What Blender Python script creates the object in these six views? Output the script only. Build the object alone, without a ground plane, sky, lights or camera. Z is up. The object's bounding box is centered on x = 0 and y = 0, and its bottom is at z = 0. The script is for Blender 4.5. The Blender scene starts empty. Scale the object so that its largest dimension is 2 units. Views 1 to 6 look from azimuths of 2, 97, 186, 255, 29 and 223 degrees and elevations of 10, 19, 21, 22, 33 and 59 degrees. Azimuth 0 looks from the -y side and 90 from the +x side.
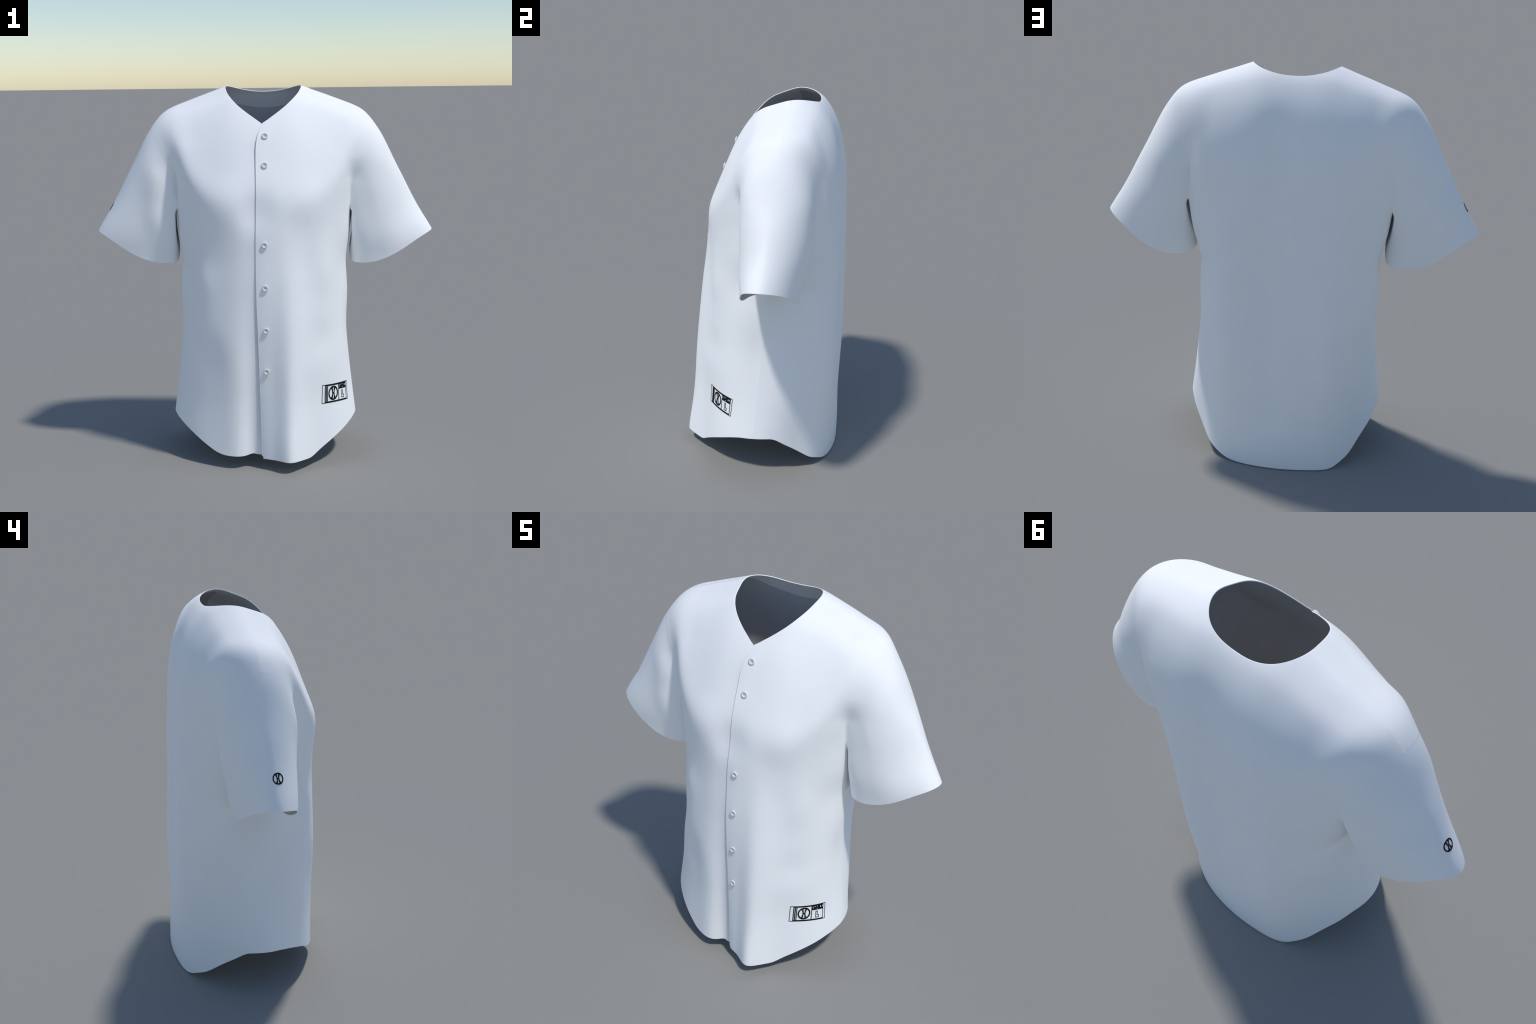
import math
import numpy as np

# =====================================================================
#  A white button-front baseball jersey standing as if worn.
#  The cloth is one smooth surface: a torso (elliptical sections that swell
#  at the chest, narrow at the waist, flare at the hem and close over the
#  sloping shoulders) blended with two sleeves.  It is meshed on a grid, then
#  trimmed at hem, cuffs and neckline and parted along the tailoring seams.
# =====================================================================

STEP = 0.008                      # meshing step in metres


def curve(*pts):
    """Smooth (monotone cubic) curve through control points (t, value)."""
    p = np.array(pts, float)
    t, v = p[:, 0], p[:, 1]
    h = np.diff(t)
    d = np.diff(v) / h
    m = np.zeros_like(v)
    for i in range(1, len(v) - 1):
        if d[i - 1] * d[i] > 0:
            w1, w2 = 2 * h[i] + h[i - 1], h[i] + 2 * h[i - 1]
            m[i] = (w1 + w2) / (w1 / d[i - 1] + w2 / d[i])
    m[0], m[-1] = d[0], d[-1]

    def f(x):
        x = np.clip(np.asarray(x, float), t[0], t[-1])
        i = np.clip(np.searchsorted(t, x) - 1, 0, len(t) - 2)
        s = (x - t[i]) / h[i]
        return ((1 + 2 * s) * (1 - s) ** 2 * v[i] + s * (1 - s) ** 2 * h[i] * m[i]
                + s * s * (3 - 2 * s) * v[i + 1] + s * s * (s - 1) * h[i] * m[i + 1])
    return f


def softened(f, a, b, sigma):
    """The curve f averaged over a bell of width sigma, as a fine lookup."""
    t = np.linspace(a, b, 1500)
    step = t[1] - t[0]
    r = int(3 * sigma / step) + 1
    k = np.exp(-.5 * (np.arange(-r, r + 1) * step / sigma) ** 2)
    v = f(t)
    pad = np.concatenate([v[0] + (v[1] - v[0]) * np.arange(-r, 0), v, v[-1] + (v[-1] - v[-2]) * np.arange(1, r + 1)])
    v = np.convolve(pad, k / k.sum(), 'valid')
    return lambda x: np.interp(np.clip(x, a, b), t, v)


def smoothstep(a, b, x):
    s = np.clip((x - a) / (b - a), 0, 1)
    return s * s * (3 - 2 * s)


def smootherstep(a, b, x):
    s = np.clip((x - a) / (b - a), 0, 1)
    return s * s * s * (s * (6 * s - 15) + 10)


def smin(a, b, k):
    h = np.maximum(k - np.abs(a - b), 0) / k
    return np.minimum(a, b) - h * h * h * k / 6


def smax(a, b, k):
    return -smin(-a, -b, k)


# ---------------------------------------------------------------- tailoring
# control points (position, size) of every measured line of the garment, metres
SHAPE = {
    # by height: half width, side line, front and back depth, roundness of the section
    'half_width': ((-0.1, 0.5365), (0, 0.5232), (0.22, 0.5011), (0.33, 0.4867), (0.45, 0.4722), (0.58, 0.4584), (0.72, 0.4476),
                   (0.9, 0.4549), (1.07, 0.4452), (1.2, 0.4654), (1.35, 0.471), (1.5, 0.4945), (1.65, 0.5068), (1.8, 0.5338), (2.1, 0.5003)),
    'side_line': ((-0.1, -0.0104), (0.22, -0.0139), (0.6, 0.0114), (1, 0.0308), (1.3, 0.0496), (1.6, 0.0909), (2.1, 0.1196)),
    'belly': ((-0.1, -0.3616), (0.07, -0.3537), (0.53, -0.3478), (0.75, -0.3474), (0.97, -0.3408), (1.19, -0.3265), (1.35, -0.3315),
              (1.6, -0.3293), (2.1, -0.33)),
    'spine': ((-0.1, 0.4158), (0.1, 0.4216), (0.3, 0.4174), (0.6, 0.4201), (0.9, 0.4106), (1.23, 0.4129), (1.65, 0.4176), (2.1, 0.4149)),
    'round_front': ((-0.1, 2.0603), (0.35, 1.8697), (0.65, 2.1636), (0.95, 1.8989), (1.4, 2.0834), (1.8, 2.2296), (2.1, 2.1997)),
    'round_back': ((-0.1, 2.1077), (0.15, 2.0122), (0.4, 2.2322), (0.9, 2.6367), (1.4, 2.7931), (1.8, 2.7051), (2.1, 2.4987)),
    # by depth: height of the chest-shoulder-back roof
    'roof': ((-0.6, 0.7), (-0.45, 1.02), (-0.36, 1.2395), (-0.315, 1.402), (-0.24, 1.5904), (-0.17, 1.7551), (-0.1, 1.8664),
             (-0.03, 1.9438), (0.05, 1.9728), (0.14, 2.0029), (0.2, 1.9928), (0.26, 1.975), (0.31, 1.916), (0.36, 1.8168), (0.4, 1.6514),
             (0.425, 1.4507), (0.45, 1.2), (0.6, -0.5)),
    # by distance from the middle: shoulder slope and narrowing of the roof towards the arms
    'shoulder_drop': ((-0.1, 0), (0, 0), (0.15, 0), (0.206, 0.0273), (0.346, 0.0762), (0.496, 0.1315), (0.58, 0.1492), (0.68, 0.2),
                      (0.8, 0.26), (1, 0.38)),
    'roof_front': ((-0.1, 1), (0.15, 1), (0.3, 0.935), (0.45, 0.89), (0.6, 0.87), (0.8, 0.8)),
    'roof_back': ((-0.1, 1), (0.15, 1), (0.3, 0.98), (0.45, 0.8), (0.6, 0.65), (0.8, 0.6)),
    # sleeves by height: outer and inner edge, front and back
    'sleeve_top': ((0.9, 1.075), (1.05, 0.9939), (1.205, 0.926), (1.356, 0.8326), (1.546, 0.735), (1.659, 0.6708), (1.75, 0.6323),
                   (1.82, 0.5886), (1.9, 0.548), (2.1, 0.42)),
    'sleeve_under': ((0.9, 0.5002), (1.05, 0.4735), (1.15, 0.4614), (1.25, 0.4394), (1.35, 0.425), (1.5, 0.37), (1.65, 0.24), (1.8, 0.08),
                     (2.1, 0)),
    'sleeve_front': ((0.9, -0.035), (1.06, -0.042), (1.2, -0.064), (1.3, -0.066), (1.5, -0.062), (1.65, -0.056), (1.75, -0.05),
                     (1.85, -0.02), (2.1, 0.04)),
    'sleeve_back': ((0.9, 0.1996), (1.06, 0.2396), (1.2, 0.261), (1.37, 0.29), (1.53, 0.2912), (1.7, 0.2819), (1.8, 0.2602),
                    (1.87, 0.2372), (2.1, 0.1802)),
    'sleeve_round_front': ((0.9, 1.6523), (1.2, 1.9515), (1.45, 2.0014), (1.6, 2.2267), (1.75, 2.6862), (2.1, 2.5069)),
    'sleeve_round_back': ((0.9, 1.6162), (1.2, 1.5668), (1.45, 1.7285), (1.6, 2.0497), (1.75, 2.341), (2.1, 2.4783)),
    'sleeve_fold': ((0.9, 0.0895), (1.2, 0.079), (1.5, 0.0945), (1.75, 0.0918), (2.1, 0.1185)),
    'sleeve_belly': ((0.9, 0.34), (1.2, 0.34), (1.45, 0.42), (1.65, 0.48), (1.8, 0.52), (2.1, 0.5)),
    # cloth at the back of the flanks: full under the armholes, drawn in at the waist and hem
    'flank': ((-0.1, -0.014), (0.1, -0.014), (0.28, -0.012), (0.5, -0.004), (0.8, -0.006), (0.95, 0.001), (1.06, 0.010), (1.16, 0.022), (1.3, 0.034),
              (1.45, 0.042), (1.58, 0.026), (1.7, 0.004), (1.8, 0), (2.1, 0)),
    # trimmed edges
    'hem': ((-0.5, 0.0637), (-0.42, 0.0635), (-0.33, 0.0567), (-0.28, 0.1013), (-0.24, 0.1382), (-0.19, 0.1718), (-0.12, 0.2053),
            (-0.06, 0.2198), (0, 0.2216), (0.09, 0.2207), (0.18, 0.1649), (0.22, 0.131), (0.266, 0.0879), (0.3, 0.0574), (0.338, 0.0348),
            (0.38, 0.0046), (0.42, 0.0028), (0.5, 0.0014)),
    'hem_left': ((-0.5, 0.0046), (-0.3, 0.0134), (-0.2, 0.0144), (-0.1, 0.0058), (0, -0.0001), (0.5, -0.0047)),
    'cuff': ((0.4, 1.0513), (0.485, 1.0484), (0.55, 1.0492), (0.64, 1.0705), (0.74, 1.1205), (0.84, 1.186), (0.914, 1.2202), (1.1, 1.2982)),
    # swelling of the front towards the hem, by height
    'lobe_left': ((-0.1, 0.0727), (0.05, 0.083), (0.25, 0.0634), (0.5, 0.0467), (0.75, 0.0295), (1, 0.0199), (1.2, 0.0049),
                  (1.3, -0.0068), (2.1, 0.0052)),
    'valley': ((-0.1, 0.04), (0.05, 0.037), (0.3, 0.024), (0.6, 0.012), (0.85, 0.006), (1.1, 0.004), (1.3, 0.004), (1.45, 0), (2.1, 0)),
    'back_lobe_left': ((-0.1, -0.0002), (0.1, 0.0034), (0.4, 0.0175), (0.8, 0.024), (1.2, 0.0168), (1.5, 0.001), (2.1, 0.0003)),
    'back_lobe_right': ((-0.1, 0.0064), (0.1, 0.018), (0.4, 0.028), (0.9, 0.032), (1.2, 0.018), (1.5, 0.005), (2.1, 0)),
    'back_groove': ((-0.1, 0.0001), (0.15, 0.0041), (0.4, 0.014), (0.9, 0.018), (1.3, 0.016), (1.6, 0.015), (1.78, 0.008), (1.9, 0),
                    (2.1, -0.0002)),
    'lobe_right': ((-0.1, 0.012), (0.05, 0.0115), (0.5, 0.0094), (0.9, 0.0019), (1.2, 0.0001), (2.1, -0.0009)),
}
# how softly each line runs through its control points
SOFT = {'roof': .022, 'hem': .012, 'hem_left': .03, 'cuff': .03, 'shoulder_drop': .05, 'roof_front': .06, 'roof_back': .06}


def draw_line(k, pts):
    return softened(curve(*pts), pts[0][0], pts[-1][0], SOFT.get(k, .045))


LINE = {k: draw_line(k, v) for k, v in SHAPE.items()}
ARMPIT = 1.35


def section(x, y, half_w, y_mid, y_front, y_back, e_front, e_back):
    """Level set of a horizontal section: superellipse, own front and back depth."""
    s = np.abs(x) / half_w
    q = np.where(y < y_mid, (y_mid - y) / (y_mid - y_front), (y - y_mid) / (y_back - y_mid))
    e = np.where(y < y_mid, e_front, e_back)
    return (s ** e + q ** e + 1e-9) ** (1 / e) - 1


def as_distance(f, h):
    gx, gy, gz = np.gradient(f, h)
    return f / np.maximum(np.sqrt(gx * gx + gy * gy + gz * gz), 1e-3)


def folds(x, y, z):
    """Outward swell of the front and back cloth: chest, hem lobes, folds."""
    front = smoothstep(.05, -.15, y)
    d = front * LINE['lobe_left'](z) * np.exp(-((x - .148) / np.where(x < .148, .080, .080)) ** 2)
    d = d + front * LINE['lobe_right'](z) * np.exp(-((x + .15) / .08) ** 2)
    d = d - front * LINE['valley'](z) * np.exp(-((x + .052) / .05) ** 2)
    for cx, cz, wx, wz, a in ((.22, 1.41, .11, .10, .006), (-.22, 1.41, .11, .10, .005), (-.02, 1.35, .095, .10, -.023),  # chest and its hollow
                              (.33, 1.05, .07, .14, .016), (-.32, 1.0, .07, .13, .014),          # soft folds at the waist
                              (.31, .67, .07, .11, -.012), (-.28, .57, .08, .12, -.012), (-.40, .76, .06, .12, -.006)):
        d = d + front * a * np.exp(-((x - cx) / wx) ** 2 - ((z - cz) / wz) ** 2)
    side = smoothstep(.28, .42, np.abs(x))
    d = d + LINE['flank'](z) * np.exp(-((y - .24) / .11) ** 2) * side
    d = d + (x < 0) * .020 * np.exp(-((y - .24) / .12) ** 2 - ((z - .80) / .15) ** 2) * smoothstep(.22, .40, np.abs(x))
    d = d - (x > 0) * .012 * np.exp(-((y - .18) / .09) ** 2 - ((z - 1.0) / .13) ** 2) * side
    back = smoothstep(.05, .2, y)
    d = d + back * LINE['back_lobe_left'](z) * np.exp(-((x - .28) / .10) ** 2)
    d = d + back * LINE['back_lobe_right'](z) * np.exp(-((x + .25) / .10) ** 2)
    d = d - back * LINE['back_groove'](z) * np.exp(-((x - .05) / .09) ** 2)
    return d


def blurred(f, cells):
    r = int(2.5 * cells) + 1
    k = np.exp(-.5 * (np.arange(-r, r + 1) / cells) ** 2)
    k /= k.sum()
    for axis in range(3):
        n = f.shape[axis]
        p = np.pad(f, [(r, r) if i == axis else (0, 0) for i in range(3)], mode='edge')
        f = sum(w * np.take(p, np.arange(j, j + n), axis=axis) for j, w in enumerate(k))
    return f


def cloth_field():
    h = STEP
    X = np.arange(-1.0, 1.0 + h / 2, h)
    Y = np.arange(-.50, .50 + h / 2, h)
    Z = np.arange(-.07, 2.06 + h / 2, h)
    x3, y3, z3 = np.meshgrid(X, Y, Z, indexing='ij', sparse=True)
    ax = np.abs(x3)
    L = {k: f(Z)[None, None] for k, f in LINE.items()}
    torso = as_distance(section(x3, y3, L['half_width'], L['side_line'], L['belly'], L['spine'], L['round_front'], L['round_back']), h)
    # the roof: chest slope, shoulder and upper back, falling towards the arms
    ridge = .14
    yy = ridge + (y3 - ridge) / np.where(y3 < ridge, LINE['roof_front'](ax), LINE['roof_back'](ax))
    top = as_distance(z3 + LINE['shoulder_drop'](ax) * smootherstep(1.1, 1.8, z3) - LINE['roof'](yy), h)
    torso = smax(torso, top, .05) - folds(x3, y3, z3)
    xo, xi, yf, yb = L['sleeve_top'], L['sleeve_under'], L['sleeve_front'], L['sleeve_back']
    # sleeve section: full towards the body, drawn out to a soft fold at the outer edge
    xm = xi + (xo - xi) * L['sleeve_belly']
    outer = smoothstep(-.06, .06, ax - xm)
    reach = np.where(ax > xm, xo - xm, xm - xi)
    sl = as_distance(section(ax - xm, y3, reach, L['sleeve_fold'], yf, yb,
                             3.0 + (L['sleeve_round_front'] - 3.0) * outer, 2.4 + (L['sleeve_round_back'] - 2.4) * outer), h)
    sl = sl + .016 * (x3 < 0) * smoothstep(.10, .18, y3) * smoothstep(.52, .68, ax) * smoothstep(1.65, 1.45, z3)
    # front of the sleeve: billows beside the body, flatter at the outer edge of the left cuff
    sl = sl - np.where(x3 < 0, .022, .010) * np.exp(-((ax - .57) / .075) ** 2 - ((z3 - 1.50) / .15) ** 2) * smoothstep(.14, -.02, y3)
    sl = sl - (x3 > 0) * .014 * np.exp(-((ax - .60) / .09) ** 2 - ((z3 - 1.66) / .11) ** 2) * smoothstep(.14, -.02, y3)
    sl = sl - (x3 > 0) * .014 * np.exp(-((ax - .575) / .08) ** 2 - ((z3 - 1.60) / .13) ** 2) * smoothstep(.12, .24, y3)
    sl = sl + (x3 > 0) * .022 * np.exp(-((ax - .77) / .09) ** 2 - ((z3 - 1.33) / .15) ** 2) * smoothstep(.10, .02, y3)
    sl = sl - (x3 < 0) * .012 * np.exp(-((ax - .57) / .06) ** 2 - ((z3 - 1.29) / .10) ** 2) * smoothstep(.12, -.02, y3)
    sl = sl + .012 * np.exp(-((ax - .50) / .05) ** 2 - ((z3 - 1.24) / .12) ** 2) * smoothstep(.12, .20, y3)
    sl = smax(sl, top, .10)
    below = smoothstep(ARMPIT + .12, ARMPIT - .04, z3)
    sl = smax(sl, (.014 - torso) - (1 - below) * .06, .02)
    # armhole: a crease between body and sleeve, longer at the right front and the left back
    long_side = smoothstep(.22, .02, y3) * (x3 < 0) + smoothstep(.02, .22, y3) * (x3 > 0)
    rise = 1.40 + .14 * long_side
    k = .015 + .105 * smoothstep(rise, rise + .30, z3)
    cloth = smin(torso, sl, k)
    crease = np.exp(-((torso - sl) / .020) ** 2) * smoothstep(rise + .20, rise - .02, z3) * smoothstep(1.36, 1.46, z3)
    cloth = cloth + (.004 + .013 * long_side) * crease
    # the cap of the shoulder is rounded over
    cap = smoothstep(.36, .50, ax) * smoothstep(1.50, 1.64, z3)
    z0 = int(np.searchsorted(Z, 1.38))                       # only the upper slab is needed
    soft = blurred(cloth[:, :, z0:], .045 / h) - .007
    cloth[:, :, z0:] += (soft - cloth[:, :, z0:]) * cap[:, :, z0:]
    return X, Y, Z, cloth, torso, sl


def sampler(X, Y, Z):
    o = np.array([X[0], Y[0], Z[0]])

    def sample(F, P):
        u = (P - o) / STEP
        n = np.array(F.shape[:3]) - 2
        i = np.clip(np.floor(u).astype(int), 0, n)
        t = u - i
        if F.ndim == 4:
            t = t[..., None]
        r = 0
        for a in (0, 1):
            for b in (0, 1):
                for c in (0, 1):
                    w = (t[:, 0] if a else 1 - t[:, 0]) * (t[:, 1] if b else 1 - t[:, 1]) * (t[:, 2] if c else 1 - t[:, 2])
                    r = r + w * F[i[:, 0] + a, i[:, 1] + b, i[:, 2] + c]
        return r
    return sample


def surface_net(X, Y, Z, F):
    """Quads of the zero surface of F, one vertex per grid cell it crosses."""
    inside = F < 0
    o = np.array([X[0], Y[0], Z[0]])
    nx, ny, nz = F.shape
    acc, cnt, edges = {}, {}, []
    vsum = np.zeros((nx, ny, nz, 3), np.float32)
    vcnt = np.zeros((nx, ny, nz), np.int16)
    for axis in range(3):
        sl0 = [slice(None)] * 3
        sl1 = [slice(None)] * 3
        sl0[axis], sl1[axis] = slice(0, -1), slice(1, None)
        cross = inside[tuple(sl0)] != inside[tuple(sl1)]
        idx = np.argwhere(cross)
        ok = np.all(idx > 0, 1) & np.all(idx < np.array(F.shape) - 1, 1)
        idx = idx[ok]
        j = idx.copy()
        j[:, axis] += 1
        fa, fb = F[tuple(idx.T)], F[tuple(j.T)]
        t = fa / (fa - fb)
        p = idx.astype(float)
        p[:, axis] += t
        b, c = (axis + 1) % 3, (axis + 2) % 3
        cells = []
        for db, dc in ((-1, -1), (0, -1), (0, 0), (-1, 0)):
            q = idx.copy()
            q[:, b] += db
            q[:, c] += dc
            cells.append(q)
            np.add.at(vsum, tuple(q.T), p)
            np.add.at(vcnt, tuple(q.T), 1)
        edges.append((cells, fa < 0))
    used = np.argwhere(vcnt > 0)
    num = -np.ones((nx, ny, nz), int)
    num[tuple(used.T)] = np.arange(len(used))
    V = o + STEP * vsum[tuple(used.T)] / vcnt[tuple(used.T)][:, None]
    quads = []
    for cells, flip in edges:
        q = np.stack([num[tuple(c.T)] for c in cells], 1)
        q[~flip] = q[~flip][:, ::-1]
        quads.append(q)
    return V, np.concatenate(quads)


def build_cloth():
    X, Y, Z, F, torso, sl = cloth_field()
    V, Q = surface_net(X, Y, Z, F)
    sample = sampler(X, Y, Z)
    G = np.stack(np.gradient(F, STEP), -1).astype(np.float32)
    for _ in range(3):
        f, g = sample(F, V), sample(G, V)
        V = V - (f / np.maximum((g * g).sum(1), .05))[:, None] * g
    N = sample(G, V)
    N /= np.linalg.norm(N, axis=1)[:, None]
    is_sleeve = sample(sl, V) < sample(torso, V)
    # shorter diagonal
    d1 = np.linalg.norm(V[Q[:, 0]] - V[Q[:, 2]], axis=1)
    d2 = np.linalg.norm(V[Q[:, 1]] - V[Q[:, 3]], axis=1)
    a = np.where((d1 < d2)[:, None], Q[:, [0, 1, 2]], Q[:, [1, 2, 3]])
    b = np.where((d1 < d2)[:, None], Q[:, [0, 2, 3]], Q[:, [1, 3, 0]])
    T = np.concatenate([a, b])
    return V, N, is_sleeve, T


def split_along(V, N, S, T, field):
    """Cut triangles along field(V, S) == 0 so that a row of vertices lies on it."""
    f = field(V, S)
    E = np.concatenate([T[:, [0, 1]], T[:, [1, 2]], T[:, [2, 0]]])
    E = np.unique(np.sort(E, 1), axis=0)
    a, b = E[:, 0], E[:, 1]
    far = np.abs(f[a] - f[b]) < 0.2
    x = (f[a] * f[b] < 0) & far
    t = np.zeros(len(E))
    t[x] = f[a[x]] / (f[a[x]] - f[b[x]])
    V, N = V.copy(), N.copy()
    V0, N0 = V.copy(), N.copy()
    for vi, vj, near in ((a, b, x & (t < .2)), (b, a, x & (t > .8))):
        tt = t[near] if vi is a else 1 - t[near]
        i, j = vi[near], vj[near]
        V[i] = V0[i] + (V0[j] - V0[i]) * tt[:, None]
        N[i] = N0[i] + (N0[j] - N0[i]) * tt[:, None]
        f[i] = 0
    x = (f[a] * f[b] < 0) & far
    ex = E[x]
    t = f[ex[:, 0]] / (f[ex[:, 0]] - f[ex[:, 1]])
    nv = V[ex[:, 0]] + (V[ex[:, 1]] - V[ex[:, 0]]) * t[:, None]
    nn = N[ex[:, 0]] + (N[ex[:, 1]] - N[ex[:, 0]]) * t[:, None]
    n0 = len(V)
    key = {(int(p), int(q)): n0 + i for i, (p, q) in enumerate(ex)}
    V = np.concatenate([V, nv])
    N = np.concatenate([N, nn])
    N /= np.linalg.norm(N, axis=1)[:, None]
    S = np.concatenate([S, S[ex[:, 0]]])
    f = np.concatenate([f, np.zeros(len(ex))])
    xs = set(key)
    out, keep = [], []
    touched = np.zeros(len(T), bool)
    hit = np.zeros(n0, bool)
    hit[ex.ravel()] = True
    cand = np.where(hit[T].sum(1) >= 2)[0]
    for ti in cand:
        tri = [int(v) for v in T[ti]]
        m = [key.get((min(tri[k], tri[(k + 1) % 3]), max(tri[k], tri[(k + 1) % 3]))) for k in range(3)]
        c = [k for k in range(3) if m[k] is not None]
        if not c:
            continue
        touched[ti] = True
        if len(c) == 1:
            k = c[0]
            p, q, r = tri[k], tri[(k + 1) % 3], tri[(k + 2) % 3]
            out += [(p, m[k], r), (m[k], q, r)]
        else:
            k = [k for k in range(3) if m[k] is None][0]      # the uncut edge
            p, q, r = tri[k], tri[(k + 1) % 3], tri[(k + 2) % 3]
            mq, mr = m[(k + 1) % 3], m[(k + 2) % 3]
            out += [(p, q, mq), (p, mq, mr), (mr, mq, r)]
    T = np.concatenate([T[~touched], np.array(out, int).reshape(-1, 3)])
    return V, N, S, T


def value_at_faces(V, S, T, field):
    return field(V[T].mean(1), S[T[:, 0]] & S[T[:, 1]] & S[T[:, 2]])


NECK = ((.0, -.142), (.05, -.119), (.10, -.093), (.145, -.060), (.177, -.017), (.196, .05), (.205, .10), (.204, .14), (.192, .175),
        (.171, .208), (.146, .232), (.118, .248), (.08, .259), (.0, .264))


def neck_field(V, S):
    cy = .07
    ang = [math.atan2(px, -(py - cy)) for px, py in NECK]      # 0 at the V, pi at the nape
    rad = [math.hypot(px, py - cy) for px, py in NECK]
    rho = softened(curve(*zip(ang, rad), *zip([2 * math.pi - t for t in ang[-2::-1]], rad[-2::-1])), 0, 2 * math.pi, .10)
    a = np.arctan2(np.abs(V[:, 0]), -(V[:, 1] - cy))
    r = np.hypot(V[:, 0], V[:, 1] - cy)
    return np.where(V[:, 2] > 1.70, r - rho(a), .15)


def hem_field(V, S):
    return np.where(S, 1.0, V[:, 2] - np.maximum(LINE['hem'](V[:, 1]) + LINE['hem_left'](V[:, 1]) * (V[:, 0] < 0), .0025))


def cuff_field(V, S):
    return np.where(S, V[:, 2] - LINE['cuff'](np.abs(V[:, 0])), 1.0)


# ---------------------------------------------------------------- seams
placket_edge = curve((-.1, -.005), (.063, -.008), (.418, -.015), (.751, -.024), (.941, -.030), (1.179, -.031), (1.447, -.028),
                     (1.66, -.031), (1.72, -.026), (1.758, -.017), (1.79, -.004), (1.81, .006), (2.1, .006))
side_seam = curve((-.1, .0), (.2, .0), (.45, .015), (.7, .035), (.9, .05), (1.4, .08), (1.75, .112), (1.9, .12), (2.1, .135))
armhole = curve((-.1, .50), (1.0, .46), (1.36, .462), (1.5, .485), (1.62, .523), (1.706, .566), (1.78, .609), (2.1, .62))
UNDERLAP = .055                   # how far the right front runs under the placket
CLOTH = .0045                     # cloth thickness


def seam_y(V, S):                 # > 0 behind the shoulder and side seams
    return V[:, 1] - side_seam(V[:, 2])


def seam_arm(V, S):               # > 0 on the sleeve
    return np.where(V[:, 2] > ARMPIT + .02, np.abs(V[:, 0]) - armhole(V[:, 2]), np.where(S, 1.0, -1.0))


def seam_placket(V, S):           # > 0 on the left front (wearer's left, +x)
    return np.where(V[:, 1] < .05, V[:, 0] - placket_edge(V[:, 2]), .15 * np.sign(V[:, 0]))


def seam_underlap(V, S):          # the underlap slants away below the neckline
    return seam_placket(V, S) - UNDERLAP * smoothstep(1.80, 1.70, V[:, 2])


FACING_BACK = curve((-.1, 1.878), (.0, 1.878), (.15, 1.90), (.2, 1.925), (.25, 1.965), (.32, 2.02), (.5, 2.1))


def facing_edge(V, S):            # > 0 on the collar facing inside the neck
    back = V[:, 2] - FACING_BACK(np.abs(V[:, 0]))
    strip = .022 - neck_field(V, S)
    f = np.where(V[:, 1] > .05, np.maximum(back, strip), strip)
    return np.where(V[:, 2] > 1.7, f, -.15)


V, N, S, T = build_cloth()
for trim in (hem_field, cuff_field, neck_field):
    V, N, S, T = split_along(V, N, S, T, trim)
    T = T[value_at_faces(V, S, T, trim) > 0]
for seam in (seam_arm, seam_y, seam_placket, seam_underlap, facing_edge):
    V, N, S, T = split_along(V, N, S, T, seam)

face_arm = value_at_faces(V, S, T, seam_arm) > 0
face_back = value_at_faces(V, S, T, seam_y) > 0
pl = value_at_faces(V, S, T, seam_placket)
under = value_at_faces(V, S, T, seam_underlap)
cx = V[T].mean(1)[:, 0]
facing = value_at_faces(V, S, T, facing_edge) > 0
front = ~face_arm & ~face_back
regions = {
    'front_left': front & (pl > 0),
    'front_right': front & (under < 0),
    'back': ~face_arm & face_back,
    'sleeve_left': face_arm & (cx > 0),
    'sleeve_right': face_arm & (cx < 0),
}


def edge_keys(T):
    e = np.concatenate([T[:, [0, 1]], T[:, [1, 2]], T[:, [2, 0]]])
    s = np.sort(e, 1)
    return e, s[:, 0].astype(np.int64) * 10000000 + s[:, 1]


_, allk = edge_keys(T)
ku, kc = np.unique(allk, return_counts=True)
OPEN_EDGES = set(ku[kc == 1].tolist())         # hem, cuffs, neckline


# ---------------------------------------------------------------- blender side
import bpy
from mathutils import Vector
from mathutils.bvhtree import BVHTree


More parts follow.
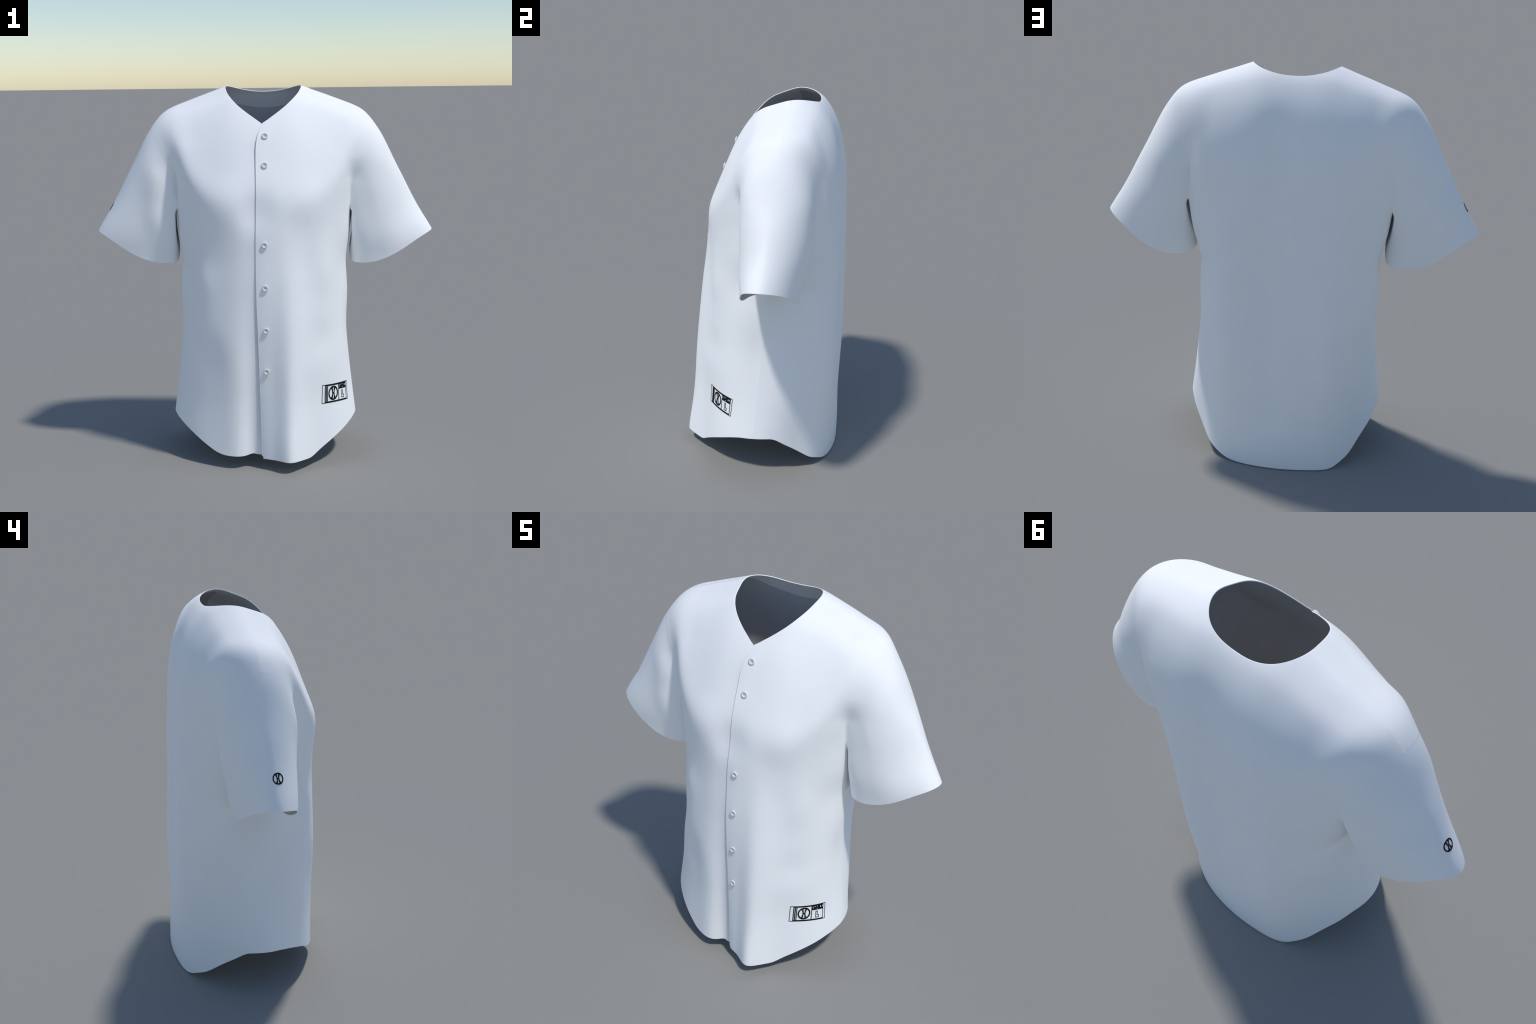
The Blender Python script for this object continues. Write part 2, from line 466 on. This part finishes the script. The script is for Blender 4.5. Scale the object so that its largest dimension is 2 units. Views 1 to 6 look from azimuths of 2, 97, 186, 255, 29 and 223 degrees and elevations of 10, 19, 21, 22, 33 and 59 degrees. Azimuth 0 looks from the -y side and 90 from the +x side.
def node_material(name, colour, rough=.85, weave=0.0, vary=.03, sheen=0.0, spec=.3):
    m = bpy.data.materials.new(name)
    m.use_nodes = True
    nt = m.node_tree
    b = nt.nodes['Principled BSDF']
    tc = nt.nodes.new('ShaderNodeTexCoord')
    noise = nt.nodes.new('ShaderNodeTexNoise')
    noise.inputs['Scale'].default_value = 7.0
    noise.inputs['Detail'].default_value = 3.0
    nt.links.new(tc.outputs['Object'], noise.inputs['Vector'])
    ramp = nt.nodes.new('ShaderNodeValToRGB')
    ramp.color_ramp.elements[0].position = .3
    ramp.color_ramp.elements[1].position = .7
    ramp.color_ramp.elements[0].color = tuple(c * (1 - vary) for c in colour) + (1,)
    ramp.color_ramp.elements[1].color = tuple(min(1, c * (1 + vary)) for c in colour) + (1,)
    nt.links.new(noise.outputs['Fac'], ramp.inputs['Fac'])
    nt.links.new(ramp.outputs['Color'], b.inputs['Base Color'])
    b.inputs['Roughness'].default_value = rough
    b.inputs['Specular IOR Level'].default_value = spec
    if sheen:
        b.inputs['Sheen Weight'].default_value = sheen
    if weave:
        grain = nt.nodes.new('ShaderNodeTexNoise')
        grain.inputs['Scale'].default_value = 420.0
        nt.links.new(tc.outputs['Object'], grain.inputs['Vector'])
        bump = nt.nodes.new('ShaderNodeBump')
        bump.inputs['Strength'].default_value = weave
        bump.inputs['Distance'].default_value = .001
        nt.links.new(grain.outputs['Fac'], bump.inputs['Height'])
        nt.links.new(bump.outputs['Normal'], b.inputs['Normal'])
    return m


WHITE = node_material('white_cloth', (.98, .98, .98), weave=.05, vary=.01)
LINING = node_material('inside_cloth', (.66, .66, .67), vary=.02)  # white cloth greyed down to bake in the dimness inside the shirt
LINING_FRONT = node_material('inside_front_cloth', (.90, .90, .90), vary=.02)  # same white cloth, tinted paler than LINING for the brighter inner front
FACING = node_material('collar_facing_cloth', (.97, .97, .97), vary=.01)
BUTTON = node_material('button_plastic', (.82, .81, .80), rough=.4, vary=.01, spec=.5)
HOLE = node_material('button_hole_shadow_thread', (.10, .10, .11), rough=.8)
INK = node_material('black_ink', (.006, .006, .007), rough=.7, vary=.05, spec=.2)

root = bpy.data.objects.new('baseball_jersey', None)
bpy.context.collection.objects.link(root)
root['label'] = 'white short-sleeved baseball jersey with six front buttons'
root['category'] = 'jersey'


def add_mesh(name, verts, faces, mats, parent, normals=None, mat_index=None, smooth=True):
    me = bpy.data.meshes.new(name)
    me.from_pydata([tuple(v) for v in verts], [], [tuple(int(i) for i in f) for f in faces])
    for m in mats:
        me.materials.append(m)
    if mat_index is not None:
        me.polygons.foreach_set('material_index', np.asarray(mat_index, np.int32))
    me.polygons.foreach_set('use_smooth', np.full(len(faces), smooth))
    me.update()
    if normals is not None:
        me.normals_split_custom_set_from_vertices([tuple(n) for n in normals])
    ob = bpy.data.objects.new(name, me)
    ob.parent = parent
    bpy.context.collection.objects.link(ob)
    return ob


def cloth_panel(name, mask, move=None, tilt=None, rim_extra=None, lining=None):
    """Outer face, inner lining and a rim along the open edges of one panel."""
    t = T[mask]
    ids, inv = np.unique(t, return_inverse=True)
    t = inv.reshape(-1, 3)
    v, n = V[ids].copy(), N[ids].copy()
    if move is not None:
        v = v + move(v)[:, None] * n
    outer_n = n if tilt is None else tilt(v, n)
    k = len(v)
    inner = v - n * CLOTH
    verts, norms = [v, inner], [outer_n, -n]
    faces = np.concatenate([t, t[:, ::-1] + k])
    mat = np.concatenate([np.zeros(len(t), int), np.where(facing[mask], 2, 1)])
    e, key = edge_keys(T[mask])
    el, _ = edge_keys(t)
    u, first, cnt = np.unique(key, return_index=True, return_counts=True)
    border = first[cnt == 1]
    rim = [i for i in border if int(key[i]) in OPEN_EDGES or (rim_extra is not None and rim_extra(V[e[i]].mean(0)))]
    ee = el[rim]
    a, b = ee[:, 0], ee[:, 1]
    # rim vertices: own copies, facing outwards across the edge
    tang = v[b] - v[a]
    tang /= np.maximum(np.linalg.norm(tang, axis=1), 1e-9)[:, None]
    outw = np.cross(tang, n[a])
    ro = np.zeros((k, 3))
    np.add.at(ro, a, outw)
    np.add.at(ro, b, outw)
    rid = np.unique(ee)
    ro = ro[rid]
    ro /= np.maximum(np.linalg.norm(ro, axis=1), 1e-9)[:, None]
    pos = np.zeros(k, int)
    pos[rid] = np.arange(len(rid))
    base = 2 * k
    r = len(rid)
    mid = (v[rid] + inner[rid]) / 2 + ro * CLOTH * .35
    verts += [v[rid], mid, inner[rid]]
    norms += [ro * .5 + outer_n[rid] * .8, ro, ro * .5 - n[rid] * .8]
    A, B = pos[a] + base, pos[b] + base
    q1 = np.stack([B, A, A + r, B + r], 1)
    q2 = np.stack([B + r, A + r, A + 2 * r, B + 2 * r], 1)
    faces = [tuple(f) for f in faces] + [tuple(f) for f in q1] + [tuple(f) for f in q2]
    mat = np.concatenate([mat, np.zeros(len(q1), int), np.zeros(len(q2), int)])
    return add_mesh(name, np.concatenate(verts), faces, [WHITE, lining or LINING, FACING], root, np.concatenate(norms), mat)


def front_tilt(v, n):
    """Bends only the shading normals forward, drawing a light step along the seams."""
    d = np.abs(v[:, 1] - side_seam(v[:, 2]))
    w = .17 * np.exp(-(d / .045) ** 2)
    m = n + w[:, None] * np.array([0, -1, 0])
    return m / np.linalg.norm(m, axis=1)[:, None]


def tuck(v):
    """The right front dips under the placket of the left front."""
    d = v[:, 0] - placket_edge(v[:, 2])
    gap = curve((-.1, .012), (.3, .017), (.7, .016), (.95, .010), (1.1, .006), (1.45, .006), (1.6, .009), (1.70, .014), (1.76, .006), (1.79, .002), (2.1, .001))(v[:, 2])
    near = np.where(v[:, 1] < .05, smoothstep(-.030, -.004, d), 0)
    return -gap * near


def placket_lift(v):
    d = v[:, 0] - placket_edge(v[:, 2])
    return np.where(v[:, 1] < .05, .0015 * np.exp(-(d / .012) ** 2), 0)


on_placket = lambda p: p[1] < .0 and abs(p[0]) < .12
panel_left = cloth_panel('front_panel', regions['front_left'], placket_lift, front_tilt, on_placket, LINING_FRONT)
panel_right = cloth_panel('front_panel', regions['front_right'], tuck, front_tilt, on_placket, LINING_FRONT)


def back_lip(v):
    """Back cloth laps a hair over the front along shoulder and side seams."""
    d = np.abs(v[:, 1] - side_seam(v[:, 2]))
    return .0005 * np.exp(-(d / .010) ** 2) * (v[:, 0] < 0)


def sleeve_lip(v):
    d = np.abs(np.abs(v[:, 0]) - armhole(v[:, 2]))
    return .0005 * np.exp(-(d / .010) ** 2) * (v[:, 0] < 0) * smoothstep(1.5, 1.6, v[:, 2]) * smoothstep(.12, .08, v[:, 1])


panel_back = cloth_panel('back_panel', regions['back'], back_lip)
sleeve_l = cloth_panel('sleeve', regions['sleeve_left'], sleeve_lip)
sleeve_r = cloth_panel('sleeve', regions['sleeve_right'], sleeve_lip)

bvh = BVHTree.FromPolygons([Vector(v) for v in V], [tuple(int(i) for i in f) for f in T])


def surface_point(p, toward=None):
    q, n, i, d = bvh.find_nearest(Vector(p))
    return q, n


# ---------------------------------------------------------------- buttons
def button_mesh():
    prof = ((.0, .0012), (.0072, .0012), (.0084, .0020), (.0094, .0040), (.0110, .0047), (.0134, .0044), (.0150, .0030), (.0156, .0010),
            (.0150, -.0008), (.0130, -.0016), (.0050, -.0018), (.0045, -.0080), (.0, -.0080))
    seg = 36
    verts, faces = [], []
    rings = []
    for r, z in prof:
        if r == 0:
            rings.append([len(verts)] * seg)
            verts.append((0, 0, z))
        else:
            rings.append(list(range(len(verts), len(verts) + seg)))
            verts += [(r * math.cos(2 * math.pi * i / seg), r * math.sin(2 * math.pi * i / seg), z) for i in range(seg)]
    for a, b in zip(rings, rings[1:]):
        for i in range(seg):
            j = (i + 1) % seg
            f = [b[i], b[j], a[j], a[i]]
            f = [x for k, x in enumerate(f) if x not in f[:k]]
            if len(f) > 2:
                faces.append(tuple(f))
    return verts, faces


bv, bf = button_mesh()
button_data = None
hole_data = None
BUTTON_SPOTS = ((.016, 1.739), (.015, 1.593), (.014, 1.193), (.016, .972), (.019, .751), (.021, .533))
for bx, bz in BUTTON_SPOTS:
    hit, n, i, d = bvh.ray_cast(Vector((bx, -1, bz)), Vector((0, 1, 0)))
    if button_data is None:
        ob = add_mesh('button', bv, bf, [BUTTON], root)
        button_data = ob.data
        hv, hf = [], []
        for sx in (-.0028, .0028):
            c = len(hv)
            hv += [(sx, 0, .0016)] + [(sx + .0014 * math.cos(2 * math.pi * k / 12), .0014 * math.sin(2 * math.pi * k / 12), .0016) for k in range(12)]
            hv += [(sx + .0014 * math.cos(2 * math.pi * k / 12), .0014 * math.sin(2 * math.pi * k / 12), .0004) for k in range(12)]
            hf += [(c, c + 1 + k, c + 1 + (k + 1) % 12) for k in range(12)]
            hf += [(c + 1 + k, c + 13 + k, c + 13 + (k + 1) % 12, c + 1 + (k + 1) % 12) for k in range(12)]
        hole = add_mesh('thread_hole', hv, hf, [HOLE], ob, smooth=False)
        hole_data = hole.data
    else:
        ob = bpy.data.objects.new('button', button_data)
        ob.parent = root
        bpy.context.collection.objects.link(ob)
        hole = bpy.data.objects.new('thread_hole', hole_data)
        hole.parent = ob
        bpy.context.collection.objects.link(hole)
    n = (n.normalized() + Vector((0, -1, .05))).normalized()     # hangs from its thread, a little upright
    side = Vector((0, 0, 1)).cross(n).normalized()
    up = n.cross(side)
    ob.location = hit + n * .0052
    ob.scale = (1.06, 1.06, 1.06)
    ob.rotation_mode = 'QUATERNION'
    from mathutils import Matrix
    ob.rotation_quaternion = Matrix((side, up, n)).transposed().to_quaternion()


# ---------------------------------------------------------------- printed marks
class Print:
    """Flat ink shapes drawn in (u, v) and laid on the cloth through a mapping."""

    def __init__(self, place):
        self.place, self.v, self.f = place, [], []

    def grid(self, fn, nu, nv, lift):
        for top in (1, 0):
            base = len(self.v)
            for j in range(nv + 1):
                for i in range(nu + 1):
                    self.v.append(self.place(*fn(i / nu, j / nv), lift if top else lift - .0012))
            for j in range(nv):
                for i in range(nu):
                    a = base + j * (nu + 1) + i
                    q = (a, a + 1, a + nu + 2, a + nu + 1)
                    self.f.append(q if top else q[::-1])
        off = (nu + 1) * (nv + 1)
        b0 = base - off
        ring = [b0 + i for i in range(nu + 1)] + [b0 + j * (nu + 1) + nu for j in range(1, nv + 1)] \
            + [b0 + nv * (nu + 1) + i for i in range(nu - 1, -1, -1)] + [b0 + j * (nu + 1) for j in range(nv - 1, 0, -1)]
        for a, b in zip(ring, ring[1:] + ring[:1]):
            self.f.append((b, a, a + off, b + off))

    def rect(self, u0, v0, u1, v1, lift=.0012):
        n = max(1, int(abs(u1 - u0) * 24))
        m = max(1, int(abs(v1 - v0) * 8))
        self.grid(lambda s, t: (u0 + (u1 - u0) * s, v0 + (v1 - v0) * t), n, m, lift)

    def stroke(self, pts, wu, wv, lift=.0012):
        """Band of half-widths (wu, wv) along a polyline."""
        p = np.array(pts, float)
        sc = np.array([1 / wu, 1 / wv])
        d = np.gradient(p * sc, axis=0)
        nrm = np.stack([-d[:, 1], d[:, 0]], 1)
        nrm /= np.linalg.norm(nrm, axis=1)[:, None]
        nrm /= sc
        k = len(p) - 1

        def fn(s, t):
            i = min(int(round(s * k)), k)
            q = p[i] + nrm[i] * (1 - 2 * t)
            return q[0], q[1]
        self.grid(fn, k, 1, lift)

    def ring(self, cu, cv, ru, rv, inner, lift=.0012, seg=40):
        def fn(s, t):
            a = 2 * math.pi * s
            k = 1 - (1 - inner) * t
            return cu + ru * k * math.cos(a), cv + rv * k * math.sin(a)
        self.grid(fn, seg, 1, lift)

    def make(self, name, parent, mat=None):
        return add_mesh(name, self.v, self.f, [mat or INK], parent, smooth=False)


def emblem(pr, cu, cv, ru, rv):
    """Round mark: ring, two facing arcs like ball seams, spokes and a cross-bar."""
    pr.ring(cu, cv, ru, rv, .78)
    w = .045
    for s in (-1, 1):
        pr.stroke([(cu + s * ru * (.17 + .36 * (t * t)), cv + rv * t * .86) for t in np.linspace(-1, 1, 17)], ru * .06, rv * .06, .0013)
        pr.stroke([(cu + s * ru * (.10 + .07 * abs(t)), cv + rv * t * .88) for t in np.linspace(-1, -.12, 8)], ru * w, rv * w, .0014)
        pr.stroke([(cu + s * ru * (.10 + .07 * abs(t)), cv + rv * t * .88) for t in np.linspace(.12, 1, 8)], ru * w, rv * w, .0014)
        pr.stroke([(cu + s * ru * (.14 + .17 * abs(t)), cv + rv * t * .86) for t in np.linspace(-1, -.1, 8)], ru * .03, rv * .03, .0015)
        pr.stroke([(cu + s * ru * (.14 + .17 * abs(t)), cv + rv * t * .86) for t in np.linspace(.1, 1, 8)], ru * .03, rv * .03, .0015)
    pr.rect(cu - ru * .2, cv - rv * .11, cu + ru * .2, cv + rv * .11, .0016)


TL, TR, BR, BL = (Vector(c) for c in ((.309, -.257, .432), (.450, -.122, .419), (.453, -.130, .318), (.305, -.260, .331)))


def on_label(u, v, lift):
    p = (TL * (1 - u) + TR * u) * (1 - v) + (BL * (1 - u) + BR * u) * v
    q, n = surface_point(p)
    return tuple(q + n * lift)


label = Print(on_label)
for a in ((0, 0, 1, .03), (0, .97, 1, 1), (0, .03, .016, .97), (.984, .03, 1, .97)):
    label.rect(*a)
label.rect(.095, .018, .935, .085, .0013)
for v0 in (.915, .945):
    label.rect(.095, v0, .935, v0 + .024, .0013)
label.rect(.095, .965, .935, .985, .0013)
for u0, u1 in ((.095, .121), (.178, .202), (.586, .606), (.918, .936)):
    label.rect(u0, .05, u1, .96, .0014)
label.rect(.134, .11, .164, .90, .0013)
label.rect(.604, .06, .93, .345, .0015)
label_frame = label.make('size_label', root)
spot = Print(on_label)
emblem(spot, .392, .5, .172, .385)
spot.make('label_emblem', label_frame)
letter = Print(on_label)
for a in ((.712, .43, .768, .465), (.712, .465, .729, .81), (.751, .465, .768, .70), (.768, .665, .81, .70), (.793, .70, .81, .81), (.712, .81, .81, .845)):
    letter.rect(*a, .0013)
letter.make('size_letter', label_frame)
specks = Print(on_label)
for u, v, w, h in ((.625, .12, .010, .11), (.672, .11, .022, .03), (.735, .10, .018, .03), (.742, .25, .014, .03), (.835, .13, .022, .08), (.895, .10, .010, .12)):
    specks.rect(u, v, u + w, v + h, .0024)
o = specks.make('label_speck', label_frame, WHITE)
o['kind'] = 'stuff'

mc, mn = surface_point((-.834, .080, 1.347))
mside = Vector((0, 0, 1)).cross(mn).normalized()
mup = mn.cross(mside).normalized()


def on_sleeve(u, v, lift):
    q, n = surface_point(mc + mside * u - mup * v)
    return tuple(q + n * lift)


mark = Print(on_sleeve)
emblem(mark, 0, 0, .0265, .0275)
mark.make('sleeve_emblem', root)
